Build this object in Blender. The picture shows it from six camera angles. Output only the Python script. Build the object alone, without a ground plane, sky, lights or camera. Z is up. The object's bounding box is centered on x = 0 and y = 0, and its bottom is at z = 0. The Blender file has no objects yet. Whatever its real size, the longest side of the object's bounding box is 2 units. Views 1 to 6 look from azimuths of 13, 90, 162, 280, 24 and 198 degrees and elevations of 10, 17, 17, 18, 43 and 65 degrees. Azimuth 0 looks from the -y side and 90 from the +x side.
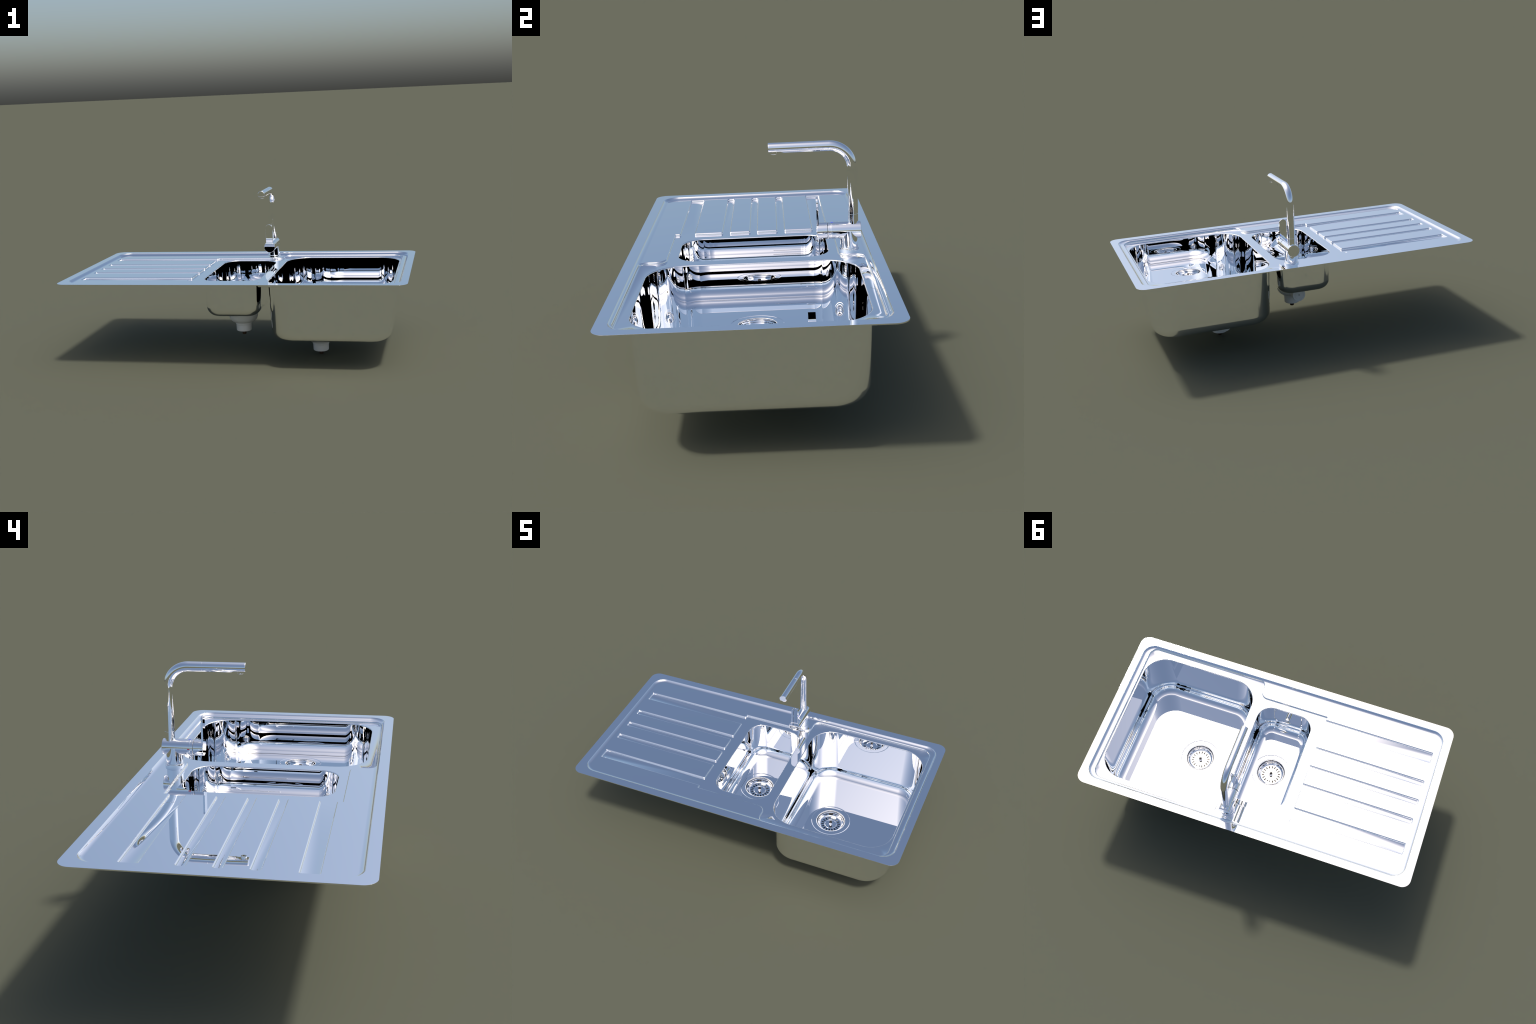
import bpy, bmesh, math
import numpy as np
from mathutils import Vector
from mathutils.geometry import delaunay_2d_cdt

# ------------------------------------------------------------------ sizes (metres)
T = 0.0045                      # sheet thickness
Z_RIM = 0.5352                  # top of the flat rim
STEP_RIM, W_RIM = 0.0114, 0.0225   # hollow cove inside the rim: drop and width
STEP_PAN, W_PAN = 0.0105, 0.0056   # pressed step of bowl surround and grooves
Z_PAN = Z_RIM - STEP_RIM - STEP_PAN
HALF_X, HALF_Y, R_OUT = 1.0, 0.5205, 0.052
RIM_X0, RIM_X1, RIM_Y, R_RIM = -0.955, 0.9605, 0.4765, 0.073
DRAFT_X, DRAFT_Y = 1.8, 1.45     # degrees that the bowl walls lean out
DRAFT = 1.6
LIP = 0.0045                     # radius of the bowl lips
T_BOWL = 0.0022                 # drawn bowls are thinner
BOWLS = [                       # x0, x1, y0, y1, corner radius, floor z, drain x, fillet
    (0.2035, 0.9140, -0.4240, 0.4205, 0.142, 0.178, 0.4527, 0.060),
    (-0.1880, 0.1525, -0.3180, 0.3180, 0.092, 0.2950, -0.0185, 0.056),
]
TAP_X, TAP_Y = 0.1055, 0.399


# ------------------------------------------------------------------ materials
def material(name, colour, metallic=0.0, rough=0.4, grain=0.0, grain_scale=60.0, rough_grain=0.0):
    m = bpy.data.materials.new(name)
    m.use_nodes = True
    nt = m.node_tree
    b = nt.nodes["Principled BSDF"]
    b.inputs["Metallic"].default_value = metallic
    b.inputs["Roughness"].default_value = rough
    b.inputs["Base Color"].default_value = (*colour, 1)
    if grain or rough_grain:
        co = nt.nodes.new("ShaderNodeTexCoord")
        no = nt.nodes.new("ShaderNodeTexNoise")
        no.inputs["Scale"].default_value = grain_scale
        no.inputs["Detail"].default_value = 4
        nt.links.new(co.outputs["Object"], no.inputs["Vector"])
        if grain:
            ra = nt.nodes.new("ShaderNodeValToRGB")
            ra.color_ramp.elements[0].position, ra.color_ramp.elements[1].position = 0.3, 0.7
            ra.color_ramp.elements[0].color = (*[c * (1 - grain) for c in colour], 1)
            ra.color_ramp.elements[1].color = (*[min(1, c * (1 + grain)) for c in colour], 1)
            nt.links.new(no.outputs["Fac"], ra.inputs["Fac"])
            nt.links.new(ra.outputs["Color"], b.inputs["Base Color"])
        if rough_grain:
            mr = nt.nodes.new("ShaderNodeMapRange")
            mr.inputs["To Min"].default_value = max(0, rough - rough_grain)
            mr.inputs["To Max"].default_value = rough + rough_grain
            nt.links.new(no.outputs["Fac"], mr.inputs["Value"])
            nt.links.new(mr.outputs["Result"], b.inputs["Roughness"])
    return m


STEEL = material("polished_steel", (1.0, 1.0, 1.0), 1.0, 0.0)
CHROME = material("polished_chrome", (1.0, 1.0, 1.0), 1.0, 0.0)
PLASTIC = material("pale_grey_plastic", (0.72, 0.73, 0.73), 0.0, 0.38, grain=0.02, rough_grain=0.04)
SCREW = material("dark_brown_metal", (0.035, 0.014, 0.002), 0.0, 0.5, grain=0.1)
BLUE = material("blue_enamel", (0.06, 0.07, 0.9), 0.0, 0.3)
RED = material("red_enamel", (0.6, 0.02, 0.03), 0.0, 0.3)
GLOSS_BLACK = material("black_plastic", (0.012, 0.012, 0.013), 0.0, 0.12)
DARK = material("matt_black", (0.012, 0.012, 0.012), 0.0, 0.6)

# ------------------------------------------------------------------ objects
ROOT = bpy.data.objects.new("kitchen_sink", None)
ROOT.empty_display_size = 0.1
bpy.context.scene.collection.objects.link(ROOT)
ROOT["label"] = "polished steel kitchen sink with two bowls, drainboard and mixer tap"
ROOT["category"] = "kitchen sink"


def add_object(name, me, mat, parent=None, weighted=False):
    o = bpy.data.objects.new(name, me)
    if weighted:
        w = o.modifiers.new("even_shading", "WEIGHTED_NORMAL")
        w.keep_sharp, w.weight = True, 100
    if mat and not me.materials:
        me.materials.append(mat)
    bpy.context.scene.collection.objects.link(o)
    o.parent = parent or ROOT
    return o


def mesh_with_normals(name, verts, faces, normals):
    me = bpy.data.meshes.new(name)
    me.from_pydata([tuple(v) for v in verts], [], [tuple(f) for f in faces])
    me.polygons.foreach_set("use_smooth", [True] * len(me.polygons))
    n = np.asarray(normals, float)
    n /= np.linalg.norm(n, axis=1)[:, None] + 1e-12
    me.normals_split_custom_set_from_vertices([tuple(v) for v in n])
    me.update()
    return me


def mesh_by_angle(name, verts, faces, angle=32):
    me = bpy.data.meshes.new(name)
    me.from_pydata([tuple(v) for v in verts], [], [tuple(f) for f in faces])
    bm = bmesh.new()
    bm.from_mesh(me)
    bmesh.ops.remove_doubles(bm, verts=bm.verts, dist=1e-6)
    bmesh.ops.recalc_face_normals(bm, faces=bm.faces)
    bm.to_mesh(me)
    bm.free()
    me.polygons.foreach_set("use_smooth", [True] * len(me.polygons))
    me.set_sharp_from_angle(angle=math.radians(angle))
    me.update()
    return me


# ------------------------------------------------------------------ plane outlines
def outline(corners, radii, off=0.0, seg=5.0):
    """Rounded polygon (counter-clockwise), moved inwards by off.
    Returns points and inward normals."""
    n = len(corners)
    P = [np.array(c, float) for c in corners]
    pts, nrm = [], []
    lines = []
    for i in range(n):
        d = P[(i + 1) % n] - P[i]
        d /= np.linalg.norm(d)
        lines.append((d, np.array([-d[1], d[0]])))
    for i in range(n):
        (d0, n0), (d1, n1) = lines[i - 1], lines[i]
        cross = d0[0] * d1[1] - d0[1] * d1[0]
        turn = math.atan2(cross, d0 @ d1)
        r = radii[i] - off if cross > 0 else radii[i] + off
        r = max(r, 1e-4)
        mit = (n0 + n1) / (1 + n0 @ n1)
        v = P[i] + mit * off                     # moved corner
        s = 1.0 if cross > 0 else -1.0
        c = v + mit * r * s                      # arc centre
        k = max(2, int(round(abs(math.degrees(turn)) / seg)))
        a0 = math.atan2(*(-n0 * s)[::-1])
        for j in range(k + 1):
            a = a0 + turn * j / k
            e = np.array([math.cos(a), math.sin(a)])
            pts.append(c + e * r)
            nrm.append(-e * s)
    return np.array(pts), np.array(nrm)


def box(x0, x1, y0, y1):
    return [(x0, y0), (x1, y0), (x1, y1), (x0, y1)]


def lookup(q, pts, nrm):
    """Inside distance of points q to an outline and the (smooth) inward direction there."""
    a, b = pts, np.roll(pts, -1, 0)
    na, nb = nrm, np.roll(nrm, -1, 0)
    ab = b - a
    L = (ab ** 2).sum(1) + 1e-18
    dist, direc = np.empty(len(q)), np.empty((len(q), 2))
    for s in range(0, len(q), 400):
        p = q[s:s + 400]
        ap = p[:, None] - a[None]
        t = np.clip((ap * ab[None]).sum(2) / L, 0, 1)
        d2 = ((ap - t[..., None] * ab[None]) ** 2).sum(2)
        k = d2.argmin(1)
        i = np.arange(len(p))
        tt = t[i, k][:, None]
        nn = na[k] * (1 - tt) + nb[k] * tt
        nn /= np.linalg.norm(nn, axis=1)[:, None]
        x, y = p[:, 0], p[:, 1]
        y0, y1 = a[:, 1][None], b[:, 1][None]
        crosses = ((y0 > y[:, None]) != (y1 > y[:, None])) & (x[:, None] < (b[:, 0] - a[:, 0])[None] * (y[:, None] - y0) / (y1 - y0 + 1e-30) + a[:, 0][None])
        inside = crosses.sum(1) % 2 == 1
        dist[s:s + 400] = np.sqrt(d2[i, k]) * np.where(inside, 1, -1)
        direc[s:s + 400] = nn
    return dist, direc


# ------------------------------------------------------------------ cross-sections of the two steps
def section(points):
    """Smooth height profile through (distance, slope) stations, slope linear between them."""
    d = np.array([p[0] for p in points], float)
    s = np.array([p[1] for p in points], float)
    h = np.concatenate([[0], np.cumsum((s[1:] + s[:-1]) / 2 * np.diff(d))])
    return d, s, h


def cove_section():
    w = W_RIM
    a = 54.0
    st = [(-0.0004, 0.0), (0.0009, math.tan(math.radians(a)))]
    for k in range(1, 13):
        f = k / 12
        ang = math.asin(math.sin(math.radians(a)) * (1 - f))
        st.append((0.0009 + (w - 0.0009) * f, math.tan(ang)))
    return section(st)


def step_section():
    w = W_PAN
    a0, a1 = math.radians(36), math.radians(88)      # crisp top edge, curling over to almost upright
    st = [(-0.0003, 0.0)]
    for k in range(9):
        a = a0 + (a1 - a0) * k / 8
        st.append((0.0003 + (w - 0.0003) * (math.sin(a) - math.sin(a0)) / (math.sin(a1) - math.sin(a0)), math.tan(a)))
    st.append((w + 0.0003, 0.0))
    return section(st)


COVE, PAN = cove_section(), step_section()
KC, KP = STEP_RIM / COVE[2][-1], STEP_PAN / PAN[2][-1]


def drop(sec, k, d):
    return np.interp(d, sec[0], sec[2]) * k, np.interp(d, sec[0], sec[1], left=0, right=0) * k


# rim opening, and the pressed pan: bowl surround plus five drain grooves
RIM_CORNERS = box(RIM_X0, RIM_X1, -RIM_Y, RIM_Y)
XS, XR = 0.170, 0.926
YO0, YO1 = -0.4675, 0.4580             # long edges beside the large bowl
YP0, YP1, YG0, YG1 = -0.3600, 0.3550, -0.3380, 0.3335
X_END, X_PAD = -0.9165, -0.2545
PADS = [(-0.2655, -0.1470), (-0.1065, -0.0225), (0.0165, 0.1010), (0.1415, 0.2600)]


def pan_corners():
    c = [((XS, YO0), 0.040), ((XR, YO0), 0.056), ((XR, YO1), 0.056), ((XS, YO1), 0.040),
         ((XS, YP1), 0.037), ((X_PAD, YP1), 0.0015), ((X_PAD, YG1), 0.0015)]
    edges = [YG1]
    for lo, hi in reversed(PADS):
        edges += [hi, lo]
    edges.append(YG0)
    for i in range(0, len(edges), 2):        # a groove runs from edges[i] down to edges[i+1]
        top, bottom = edges[i], edges[i + 1]
        r = 0.012 if top - bottom < 0.05 else 0.006
        if i:
            c.append(((X_PAD, top), 0.002))
        c.append(((X_END, top), r))
        c.append(((X_END, bottom), r))
        if i < len(edges) - 2:
            c.append(((X_PAD, bottom), 0.002))
    c += [((X_PAD, YG0), 0.0015), ((X_PAD, YP0), 0.0015), ((XS, YP0), 0.037)]
    return [p for p, _ in c], [r for _, r in c]


PAN_CORNERS, PAN_RADII = pan_corners()


def height(q):
    d1, g1 = lookup(q, *outline(RIM_CORNERS, [R_RIM] * 4, seg=3))
    d2, g2 = lookup(q, *outline(PAN_CORNERS, PAN_RADII, seg=5))
    h1, s1 = drop(COVE, KC, d1)
    h2, s2 = drop(PAN, KP, d2)
    grad = -(s1[:, None] * g1 + s2[:, None] * g2)
    z = Z_RIM - h1 - h2
    n = np.column_stack([-grad, np.ones(len(q))])
    n /= np.linalg.norm(n, axis=1)[:, None]
    return z, n, d1


def bowl_ring(b, off, depth=0.0):
    """Plan outline of a bowl: off is the even inset, depth the height of leaning wall above."""
    ex, ey = depth * math.tan(math.radians(DRAFT_X)), depth * math.tan(math.radians(DRAFT_Y))
    return outline(box(b[0] + ex, b[1] - ex, b[2] + ey, b[3] - ey), [b[4]] * 4, off, seg=3)


# ------------------------------------------------------------------ the pressed top sheet
def triangulate(loops, extra=()):
    verts, edges = [], []
    for lp in loops:
        s = len(verts)
        verts += [Vector(p) for p in lp]
        edges += [(s + i, s + (i + 1) % len(lp)) for i in range(len(lp))]
    for a, b in extra:
        s = len(verts)
        verts += [Vector(a), Vector(b)]
        edges.append((s, s + 1))
    v, _, f, _, _, _ = delaunay_2d_cdt(verts, edges, [], 0, 1e-7)
    return np.array([tuple(p) for p in v]), np.array([tuple(x) for x in f])


def build_deck():
    edge_in = 0.0002
    outer, outer_n = outline(box(-HALF_X, HALF_X, -HALF_Y, HALF_Y), [R_OUT] * 4, edge_in, seg=4)
    loops = [outer]
    for d in COVE[0]:
        loops.append(outline(RIM_CORNERS, [R_RIM] * 4, d, seg=3)[0])
    for d in PAN[0]:
        loops.append(outline(PAN_CORNERS, PAN_RADII, d, seg=5)[0])
    holes = [bowl_ring(b, 0)[0] for b in BOWLS]
    loops += holes
    xs = -0.215
    q, tri = triangulate(loops, [((xs, -RIM_Y), (xs, RIM_Y))])
    cen = q[tri].mean(1)
    dummy = np.zeros_like(outer)
    keep = lookup(cen, outer, outer_n)[0] > 0
    for b in BOWLS:
        keep &= lookup(cen, *bowl_ring(b, 0))[0] < 0
    tri, cen = tri[keep], cen[keep]
    # upward orientation
    e1, e2 = q[tri[:, 1]] - q[tri[:, 0]], q[tri[:, 2]] - q[tri[:, 0]]
    flip = e1[:, 0] * e2[:, 1] - e1[:, 1] * e2[:, 0] < 0
    tri[flip] = tri[flip][:, ::-1]
    z, n, _ = height(q)
    top = np.column_stack([q, z])
    dr = lookup(cen, *outline(RIM_CORNERS, [R_RIM] * 4, COVE[0][0], seg=3))[0]
    region = np.where(dr < 0, 0, np.where(cen[:, 0] < xs, 1, 2))
    for k, name in enumerate(("rim", "drainboard", "basin_surround")):
        tr = tri[region == k]
        used = np.unique(tr)
        new = -np.ones(len(q), int)
        new[used] = np.arange(len(used))
        tr = new[tr]
        v, nn = top[used], n[used]
        V = [*v, *(v - nn * T)]
        N = [*nn, *(-nn)]
        F = [tuple(t) for t in tr] + [tuple(len(v) + i for i in t[::-1]) for t in tr]
        if k == 0:                                 # rolled outer edge
            m = len(outer)
            rings = []
            o0, o0n = outline(box(-HALF_X, HALF_X, -HALF_Y, HALF_Y), [R_OUT] * 4, 0, seg=4)
            out3 = np.column_stack([-o0n, np.zeros(m)])
            up = np.array([0, 0, 1.0])
            stations = [(outer, Z_RIM, up)]
            for a in (30, 60, 90):
                ar = math.radians(a)
                p = outer + (o0 - outer) * math.sin(ar)
                stations.append((p, Z_RIM - edge_in * (1 - math.cos(ar)), (math.sin(ar), math.cos(ar))))
            for a in (90, 120, 150, 180):
                ar = math.radians(a)
                p = outer + (o0 - outer) * math.sin(ar)
                stations.append((p, Z_RIM - T + edge_in * (1 + math.cos(ar)), (math.sin(ar), math.cos(ar))))
            base = len(V)
            for p, zz, w in stations:
                V += [(*xy, zz) for xy in p]
                N += [tuple(up) if w is up else tuple(out3[i] * w[0] + up * w[1]) for i in range(m)]
            for s in range(len(stations) - 1):
                for i in range(m):
                    j = (i + 1) % m
                    F.append((base + s * m + i, base + (s + 1) * m + i, base + (s + 1) * m + j, base + s * m + j))
        add_object(name, mesh_with_normals(name, V, F, N), STEEL)


# ------------------------------------------------------------------ the two bowls
DRAIN_HOLE, DRAIN_RING = 0.083, 0.1195


def build_bowl(b):
    floor, fil, dx = b[5], b[7], b[6]
    draft = math.radians(DRAFT)
    rings = []                                    # (offset, z, outward slope of the normal)
    for k in range(0, 9):                         # rounded lip
        a = math.radians(90) * k / 8 * (1 - DRAFT / 90)
        rings.append((LIP * math.sin(a), Z_PAN - LIP * (1 - math.cos(a)), a, 0.0))
    o0, z0 = rings[-1][0], rings[-1][1]
    depth = z0 - (floor + fil)
    for f in (0.33, 0.66):
        rings.append((o0, z0 - depth * f, math.pi / 2 - draft, depth * f))
    foot = floor + fil - fil * math.sin(draft)       # where the wall meets the fillet
    depth = z0 - foot
    for k in range(0, 19):                        # hollow fillet to the floor
        a = draft + (math.pi / 2 - draft) * k / 18
        rings.append((o0 + fil * (math.cos(draft) - math.cos(a)), floor + fil - fil * math.sin(a), math.pi / 2 - a, depth))
    V, N, F = [], [], []
    m = None
    for off, z, a, dp in rings:
        p, n = bowl_ring(b, off, dp)
        m = len(p)
        V += [(x, y, z) for x, y in p]
        N += [(math.sin(a) * nx, math.sin(a) * ny, math.cos(a)) for nx, ny in n]
    for s in range(len(rings) - 1):
        for i in range(m):
            j = (i + 1) % m
            F.append((s * m + i, s * m + j, (s + 1) * m + j, (s + 1) * m + i))
    # flat floor with the round drain opening
    p, n = bowl_ring(b, rings[-1][0], rings[-1][3])
    K = 96
    circ = np.array([(dx + DRAIN_RING * math.cos(math.tau * i / K), DRAIN_RING * math.sin(math.tau * i / K)) for i in range(K)])
    q, tri = triangulate([p, circ])
    cen = q[tri].mean(1)
    keep = (lookup(cen, p, n)[0] > 0) & (np.hypot(cen[:, 0] - dx, cen[:, 1]) > DRAIN_RING * 0.9995)
    tri = tri[keep]
    e1, e2 = q[tri[:, 1]] - q[tri[:, 0]], q[tri[:, 2]] - q[tri[:, 0]]
    flip = e1[:, 0] * e2[:, 1] - e1[:, 1] * e2[:, 0] < 0
    tri[flip] = tri[flip][:, ::-1]
    base = len(V)
    V += [(x, y, floor) for x, y in q]
    N += [(0, 0, 1)] * len(q)
    F += [tuple(base + i for i in t) for t in tri]
    # shallow recess ring and rounded drop into the drain
    prof = [(DRAIN_RING, 0.0, 0.0)]
    for k in range(1, 7):
        f = k / 6
        prof.append((DRAIN_RING - 0.0065 * f, -0.0016 * (f * f * (3 - 2 * f)), 0.36 * math.sin(math.pi * f)))
    r = 0.0075
    prof.append((DRAIN_HOLE + r, -0.0016, 0.0))
    for k in range(1, 9):
        a = math.radians(90) * k / 8
        prof.append((DRAIN_HOLE + r - r * math.sin(a), -0.0016 - r * (1 - math.cos(a)), a))
    prof.append((DRAIN_HOLE, -0.030, math.pi / 2))
    base = len(V)
    for rr, z, a in prof:
        for i in range(K):
            c, s = math.cos(math.tau * i / K), math.sin(math.tau * i / K)
            V.append((dx + rr * c, rr * s, floor + z))
            N.append((-math.sin(a) * c, -math.sin(a) * s, math.cos(a)))
    for s in range(len(prof) - 1):
        for i in range(K):
            j = (i + 1) % K
            F.append((base + s * K + i, base + s * K + j, base + (s + 1) * K + j, base + (s + 1) * K + i))
    V, N = np.array(V), np.array(N, float)
    N /= np.linalg.norm(N, axis=1)[:, None]
    c = len(V)
    F2 = F + [tuple(c + i for i in f[::-1]) for f in F]
    add_object("bowl", mesh_with_normals("bowl", np.vstack([V, V - N * T_BOWL]), F2, np.vstack([N, -N])), STEEL)


# ------------------------------------------------------------------ turned parts
def turned(name, profile, centre, axis="z", seg=72, mat=None, parent=None, angle=32, closed=False):
    """Profile of (radius, position along the axis) pairs, turned round an axis through centre."""
    V, F = [], []
    for r, h in profile:
        for i in range(seg):
            c, s = math.cos(math.tau * i / seg), math.sin(math.tau * i / seg)
            if axis == "z":
                V.append((centre[0] + r * c, centre[1] + r * s, centre[2] + h))
            else:
                V.append((centre[0] + r * c, centre[1] + h, centre[2] + r * s))
    n = len(profile)
    for k in range(n if closed else n - 1):
        k2 = (k + 1) % n
        for i in range(seg):
            j = (i + 1) % seg
            F.append((k * seg + i, k * seg + j, k2 * seg + j, k2 * seg + i))
    if not closed:
        F.append(tuple(range(seg)))
        F.append(tuple((n - 1) * seg + i for i in range(seg)))
    return add_object(name, mesh_by_angle(name, V, F, angle), mat, parent, True)


def rounded(r0, h0, r1, h1, rad, n=5):
    """Quarter round between (r0,h0) and (r1,h1) about the outer corner."""
    out = []
    for k in range(n + 1):
        a = math.pi / 2 * k / n
        out.append((r0 + (r1 - r0) * math.sin(a), h1 + (h0 - h1) * math.cos(a)))
    return out


# ------------------------------------------------------------------ strainer
SLOTS = 18


def build_strainer(b):
    dx, floor = b[6], b[5]
    zp = -0.0325                                   # strainer plate below the floor
    # slotted plate
    K = 90
    R = 0.0610
    rim = [(R * math.cos(math.tau * i / K), R * math.sin(math.tau * i / K)) for i in range(K)]
    ring_in = [(0.0365 * math.cos(math.tau * i / K), 0.0365 * math.sin(math.tau * i / K)) for i in range(K)]
    ring_mid = [(0.0345 * math.cos(math.tau * i / K), 0.0345 * math.sin(math.tau * i / K)) for i in range(K)]
    slots = []
    for k in range(SLOTS):
        a = math.tau * (k + 0.5) / SLOTS + math.pi / 2
        u, w = np.array([math.cos(a), math.sin(a)]), np.array([-math.sin(a), math.cos(a)])
        hw, r0, r1 = 0.0035, 0.0405, 0.0580
        pts = []
        for j in range(7):
            t = math.pi * j / 6
            pts.append(u * (r1 - hw) + u * hw * math.sin(t) - w * hw * math.cos(t))
        for j in range(7):
            t = math.pi * j / 6
            pts.append(u * (r0 + hw) - u * hw * math.sin(t) + w * hw * math.cos(t))
        slots.append(pts)
    q, tri = triangulate([rim, ring_in, ring_mid, *slots])
    cen = q[tri].mean(1)
    keep = np.hypot(cen[:, 0], cen[:, 1]) < R
    for k in range(SLOTS):
        a = math.tau * (k + 0.5) / SLOTS + math.pi / 2
        ur = cen @ np.array([math.cos(a), math.sin(a)])
        uw = cen @ np.array([-math.sin(a), math.cos(a)])
        core = np.clip(ur, 0.0405 + 0.0035, 0.0580 - 0.0035)
        keep &= ~(np.hypot(ur - core, uw) < 0.0035)
    tri = tri[keep]
    e1, e2 = q[tri[:, 1]] - q[tri[:, 0]], q[tri[:, 2]] - q[tri[:, 0]]
    flip = e1[:, 0] * e2[:, 1] - e1[:, 1] * e2[:, 0] < 0
    tri[flip] = tri[flip][:, ::-1]
    rq = np.hypot(q[:, 0], q[:, 1])
    dish = np.where(rq < 0.0355, -0.0012, 0.0)
    V = [(dx + x, y, floor + zp + d) for (x, y), d in zip(q, dish)]
    c = len(V)
    V += [(dx + x, y, floor + zp + d - 0.002) for (x, y), d in zip(q, dish)]
    F = [tuple(t) for t in tri] + [tuple(c + i for i in t[::-1]) for t in tri]
    for pts in slots:                              # slot walls
        s = len(V)
        m = len(pts)
        V += [(dx + x, y, floor + zp) for x, y in pts] + [(dx + x, y, floor + zp - 0.002) for x, y in pts]
        F += [(s + i, s + (i + 1) % m, s + m + (i + 1) % m, s + m + i) for i in range(m)]
    # basket wall: plate edge curving up to a turned-over collar under the hole
    prof = []
    for k in range(9):                             # tight turn-up, then a flaring wall
        t = math.radians(66) * k / 8
        prof.append((R + 0.011 * math.sin(t), zp + 0.011 * (1 - math.cos(t))))
    r1, h1 = prof[-1]
    wall = lambda f: (r1 + (0.0785 - r1) * f, h1 + (-0.0100 - h1) * f)
    (ra, ha), (rb, hb) = wall(0.50), wall(0.66)
    prof += [wall(0.25), (ra, ha), (ra + 0.0045, ha + 0.0004), (rb + 0.0040, hb - 0.0002), (rb, hb), wall(0.82), wall(0.97), (0.0790, -0.0096), (0.0800, -0.0098), (0.0802, -0.0120), (0.0790, -0.0150)]
    S = 90
    s0 = len(V)
    for r, h in prof:
        V += [(dx + r * math.cos(math.tau * i / S), r * math.sin(math.tau * i / S), floor + h) for i in range(S)]
    for k in range(len(prof) - 1):
        F += [(s0 + k * S + i, s0 + k * S + (i + 1) % S, s0 + (k + 1) * S + (i + 1) % S, s0 + (k + 1) * S + i) for i in range(S)]
    me = bpy.data.meshes.new("strainer")
    me.from_pydata(V, [], F)
    bm = bmesh.new()
    bm.from_mesh(me)
    bmesh.ops.remove_doubles(bm, verts=bm.verts, dist=1e-6)
    bm.to_mesh(me)
    bm.free()
    me.polygons.foreach_set("use_smooth", [True] * len(me.polygons))
    me.set_sharp_from_angle(angle=math.radians(28))
    o = add_object("strainer", me, STEEL, None, True)
    # lift knob: slim waist, round head
    kp = [(0.010, 0.0), (0.0075, 0.0012), (0.0045, 0.004), (0.0038, 0.009), (0.0042, 0.0125), (0.0050, 0.0135), (0.0005, 0.0136)]
    turned("knob_stem", kp, (dx, 0, floor + zp - 0.0012), seg=32, mat=CHROME, parent=o, angle=50)
    kh = [(0.0045, 0.0130), (0.0065, 0.0140), (0.0085, 0.0160), (0.0093, 0.0190), (0.0086, 0.0215), (0.0066, 0.0230), (0.0035, 0.0238), (0.0005, 0.0240)]
    turned("knob", kh, (dx, 0, floor + zp - 0.0012), seg=32, mat=GLOSS_BLACK, parent=o, angle=60)


# ------------------------------------------------------------------ drain under each bowl
def build_drain(b):
    dx, floor = b[6], b[5]
    cup = [(0.088, -T_BOWL - 0.0005), (0.0895, -0.010), (0.0895, -0.050), (0.0885, -0.060), (0.086, -0.070), (0.081, -0.0805), (0.074, -0.0885), (0.066, -0.0950), (0.058, -0.0995), (0.0515, -0.1015),
           (0.0500, -0.1020), (0.0495, -0.112), (0.0470, -0.1160), (0.0462, -0.1480), (0.0450, -0.1520), (0.0425, -0.1540)]
    inner = [(0.0415, -0.1515), (0.0415, -0.149), (0.043, -0.118), (0.046, -0.104), (0.060, -0.096), (0.078, -0.080), (0.0845, -0.060), (0.0855, -0.036), (0.0845, -T_BOWL - 0.0005)]
    prof = cup + [(0.0, -0.1515)]
    prof[-1] = (0.0008, -0.1540)
    inner = [(0.0008, -0.1300), (0.042, -0.1300)] + inner[3:]
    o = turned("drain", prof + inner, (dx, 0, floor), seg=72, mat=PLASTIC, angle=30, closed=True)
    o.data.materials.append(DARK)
    for p in o.data.polygons:                      # grey cup's inner faces painted black for the unlit depth below the slots
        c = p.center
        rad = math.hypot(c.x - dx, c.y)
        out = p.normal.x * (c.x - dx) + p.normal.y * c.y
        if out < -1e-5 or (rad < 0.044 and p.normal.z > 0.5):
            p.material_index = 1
    # side outlet with a round inspection cap
    yc, zc, r = 0.145, -0.0655, 0.0405
    turned("outlet", [(r - 0.004, 0.05), (r - 0.004, yc - 0.020), (r - 0.001, yc - 0.018)] + [(r, yc - 0.016), (r, yc - 0.003), (r - 0.0008, yc - 0.001), (r - 0.003, yc)] +
           [(0.0285, yc), (0.0280, yc - 0.0012), (0.0270, yc - 0.0012), (0.0265, yc), (0.0035, yc), (0.0030, yc - 0.0015), (0.0005, yc - 0.0016)],
           (dx, 0, floor + zc), axis="y", seg=56, mat=PLASTIC, parent=o, angle=30)
    turned("pin", [(0.0028, 0.0), (0.0028, 0.0008), (0.0004, 0.001)], (dx, yc - 0.0016, floor + zc), axis="y", seg=16, mat=DARK, parent=o)
    turned("screw", [(0.0130, -0.148), (0.0130, -0.172), (0.0125, -0.1755), (0.0105, -0.178), (0.0005, -0.178)], (dx, 0, floor), seg=24, mat=SCREW, parent=o)


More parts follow.
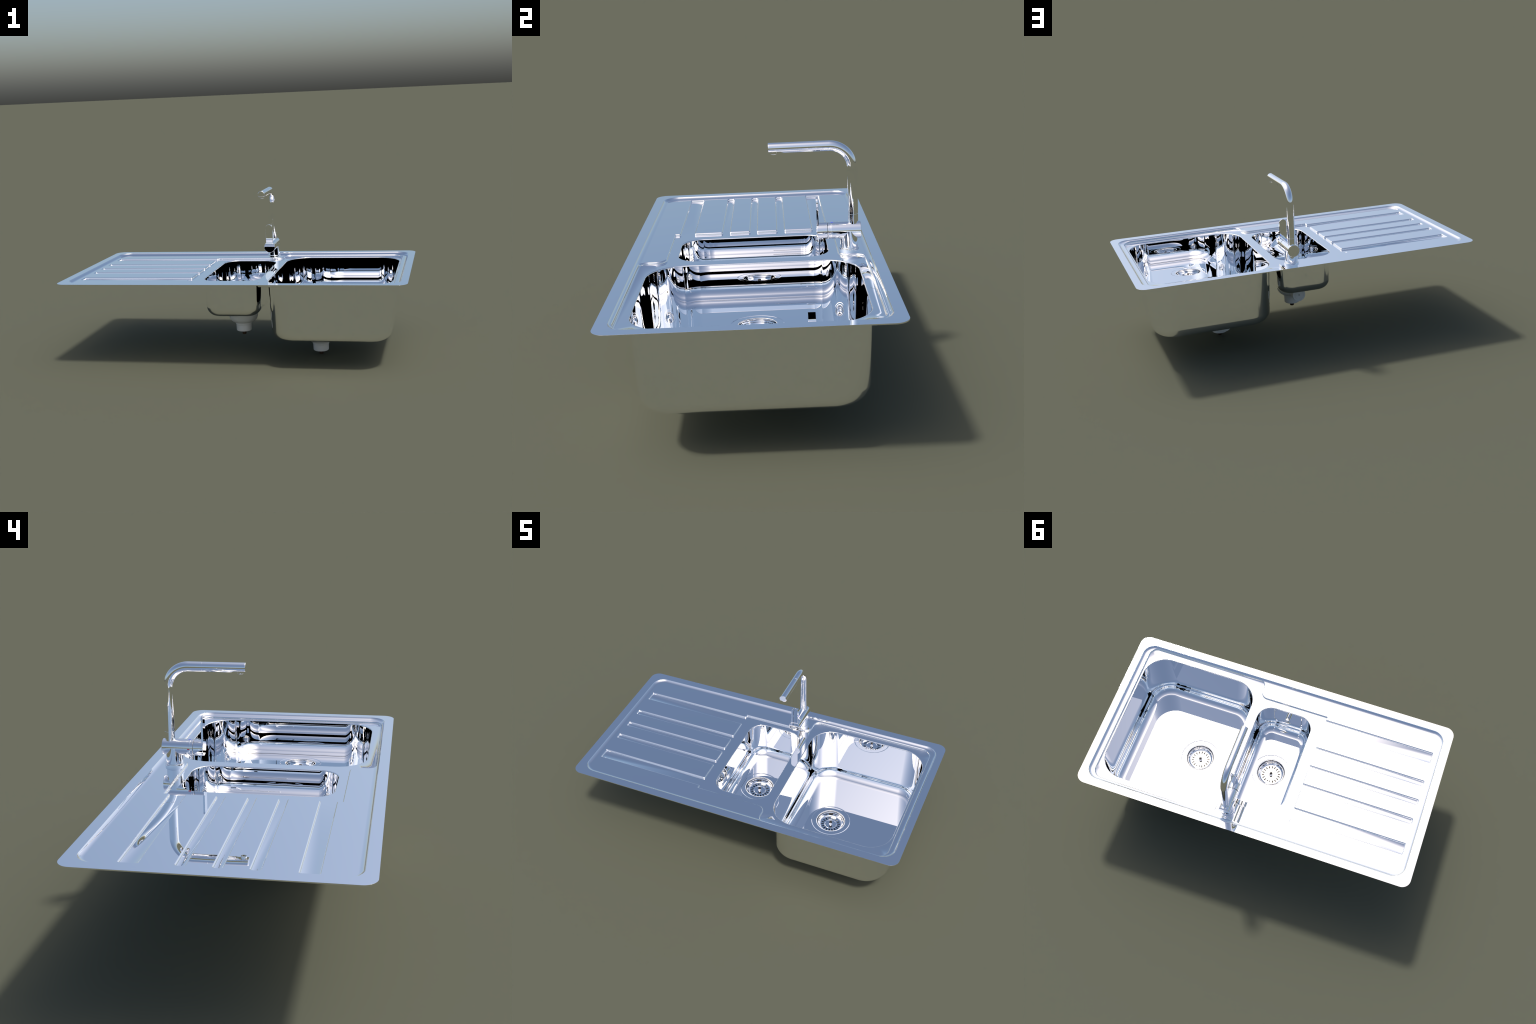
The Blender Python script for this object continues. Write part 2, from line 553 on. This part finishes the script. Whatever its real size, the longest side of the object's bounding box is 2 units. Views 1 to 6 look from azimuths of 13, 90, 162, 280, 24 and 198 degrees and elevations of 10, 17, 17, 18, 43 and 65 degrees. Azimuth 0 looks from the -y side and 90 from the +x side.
# ------------------------------------------------------------------ mixer tap
def tube(name, path, radius, mat, parent, seg=48, floor_of=None):
    """Tube swept along a path in the plane x = TAP_X; path holds (y, z, direction angle)."""
    V, F = [], []
    full = radius
    for y, z, a, *cut in path:
        radius = full - (cut[0] if cut else 0)
        lift = cut[0] if cut else 0
        t = (math.cos(a), math.sin(a))             # direction in (y, z)
        nrm = (-t[1], t[0])
        for i in range(seg):
            w = math.tau * i / seg
            px = TAP_X + radius * math.cos(w)
            py, pz = y + nrm[0] * radius * math.sin(w), z + nrm[1] * radius * math.sin(w)
            if floor_of:
                pz = max(pz, floor_of(py) + lift)
            V.append((px, py, pz))
    for k in range(len(path) - 1):
        F += [(k * seg + i, k * seg + (i + 1) % seg, (k + 1) * seg + (i + 1) % seg, (k + 1) * seg + i) for i in range(seg)]
    F.append(tuple(range(seg)))
    F.append(tuple((len(path) - 1) * seg + i for i in range(seg)))
    return add_object(name, mesh_by_angle(name, V, F, 32), mat, parent, True)


def build_tap():
    zm = Z_RIM - STEP_RIM                          # the ledge it stands on
    # column with foot ring
    col = [(0.0415, 0.0), (0.0415, 0.0095), (0.0410, 0.0112), (0.0398, 0.0120), (0.0368, 0.0122), (0.0362, 0.0135), (0.0362, 0.0840)]
    tap = turned("tap", col, (TAP_X, TAP_Y, zm), seg=96, mat=CHROME, angle=30)
    zc, r = 0.6075, 0.0350
    # horizontal valve housing
    y0, y1 = 0.3235, 0.4470
    turned("valve_housing", [(0.0335, 0.3125 - 0.001), (0.0342, 0.3125), (0.0344, y0 - 0.0004), (r - 0.0004, y0), (r, y0 + 0.0008), (r, y1 - 0.0018), (r - 0.0006, y1 - 0.0006), (r - 0.0018, y1)],
           (TAP_X, 0, zc), axis="y", seg=96, mat=CHROME, parent=tap, angle=30)
    turned("dark_seam_ring", [(0.0325, 0.3085), (0.0325, 0.3130)], (TAP_X, 0, zc), axis="y", seg=64, mat=DARK, parent=tap)
    # handle: round head with an upright rounded paddle
    y2, y3 = 0.2660, 0.3095
    turned("handle", [(r - 0.0016, y2), (r - 0.0005, y2 + 0.0005), (r, y2 + 0.0016), (r, y3 - 0.0010), (r - 0.0010, y3)], (TAP_X, 0, zc), axis="y", seg=96, mat=CHROME, parent=tap, angle=30)
    hw, zt, ya, yb, bv = 0.0212, 0.750, 0.2658, 0.2745, 0.0010
    V, F = [], []
    def paddle(shrink):
        w = hw - shrink
        pts = [(-w, zc), (w, zc)]
        n = 20
        for i in range(n + 1):
            a = math.pi * i / n
            pts.append((w * math.cos(a), zt - hw + w * math.sin(a)))
        return pts
    layers = [(bv, ya), (bv * 0.3, ya + bv * 0.3), (0, ya + bv), (0, yb - bv), (bv * 0.3, yb - bv * 0.3), (bv, yb)]
    m = len(paddle(0))
    for sh, y in layers:
        V += [(TAP_X + x, y, z) for x, z in paddle(sh)]
    for k in range(len(layers) - 1):
        F += [(k * m + i, k * m + (i + 1) % m, (k + 1) * m + (i + 1) % m, (k + 1) * m + i) for i in range(m)]
    F.append(tuple(range(m)))
    F.append(tuple((len(layers) - 1) * m + i for i in range(m)))
    add_object("lever", mesh_by_angle("lever", V, F, 25), CHROME, tap, True)
    # spout: upright pipe, wide bend, level arm
    py, rp, zarm, rb = 0.4168, 0.0208, 0.9605, 0.0930
    turned("spout_socket", [(rp, zc), (rp, 0.6764), (rp - 0.0004, 0.6767)], (TAP_X, py, 0), seg=72, mat=CHROME, parent=tap, angle=30)
    turned("swivel_ring", [(rp - 0.0011, 0.674), (rp - 0.0011, 0.681)], (TAP_X, py, 0), seg=72, mat=CHROME, parent=tap, angle=30)
    path = [(py, 0.6782, math.pi / 2), (py, 0.6790, math.pi / 2), (py, 0.77, math.pi / 2), (py, zarm - rb, math.pi / 2)]
    for k in range(1, 29):
        a = math.pi / 2 * k / 28
        path.append((py - rb * (1 - math.cos(a)), zarm - rb + rb * math.sin(a), math.pi / 2 + a))
    path += [(0.300, zarm, math.pi), (0.2640, zarm, math.pi)]
    tube("spout", path, rp, CHROME, tap, seg=72)
    tube("joint_ring", [(0.2642, zarm, math.pi), (0.2618, zarm, math.pi)], rp - 0.0007, CHROME, tap)

    # pull-out spray head: flat cut under its tip
    def under(y):
        if y < 0.130:
            return 0.9465
        if y < 0.147:
            f = (y - 0.130) / 0.017
            return 0.9465 + (zarm - rp - 0.001 - 0.9465) * f
        return 0.0
    ys = [0.2620, 0.2614, 0.24, 0.20, 0.16, 0.1475, 0.1465, 0.142, 0.136, 0.1305, 0.1295, 0.12, 0.10, 0.0818]
    tip = [(0.0818, 0.00005), (0.0808, 0.0005), (0.0802, 0.0014), (0.0801, 0.0016)]
    head = tube("spray_head", [(y, zarm, math.pi) for y in ys] + [(y, zarm, math.pi, c) for y, c in tip], rp, CHROME, tap, seg=72, floor_of=under)
    turned("aerator", [(0.0145, 0.0), (0.0148, -0.002), (0.0148, -0.010), (0.0140, -0.0118), (0.0115, -0.0118), (0.0108, -0.0095), (0.0004, -0.0095)], (TAP_X, 0.1030, 0.9470), seg=40, mat=CHROME, parent=tap, angle=30)
    # blue and red temperature marks on the housing
    for name, mat, mid in (("cold_mark", BLUE, 90), ("hot_mark", RED, 180)):
        V, F = [], []
        n = 6
        for rr in (r - 0.0006, r + 0.0004):
            for y in (0.3224 + 0.0012, 0.3224 + 0.0120):
                for i in range(n + 1):
                    a = math.radians(mid - 3.2 + 6.4 * i / n)
                    V.append((TAP_X + rr * math.cos(a), y, zc + rr * math.sin(a)))
        g = n + 1
        for i in range(n):
            F += [(2 * g + i, 2 * g + i + 1, 3 * g + i + 1, 3 * g + i), (i, i + 1, g + i + 1, g + i),
                  (i, i + 1, 2 * g + i + 1, 2 * g + i), (g + i, g + i + 1, 3 * g + i + 1, 3 * g + i)]
        F += [(0, g, 3 * g, 2 * g), (n, g + n, 3 * g + n, 2 * g + n)]
        add_object(name, mesh_by_angle(name, V, F, 40), mat, tap)


build_deck()
for b in BOWLS:
    build_bowl(b)
    build_strainer(b)
    build_drain(b)
build_tap()
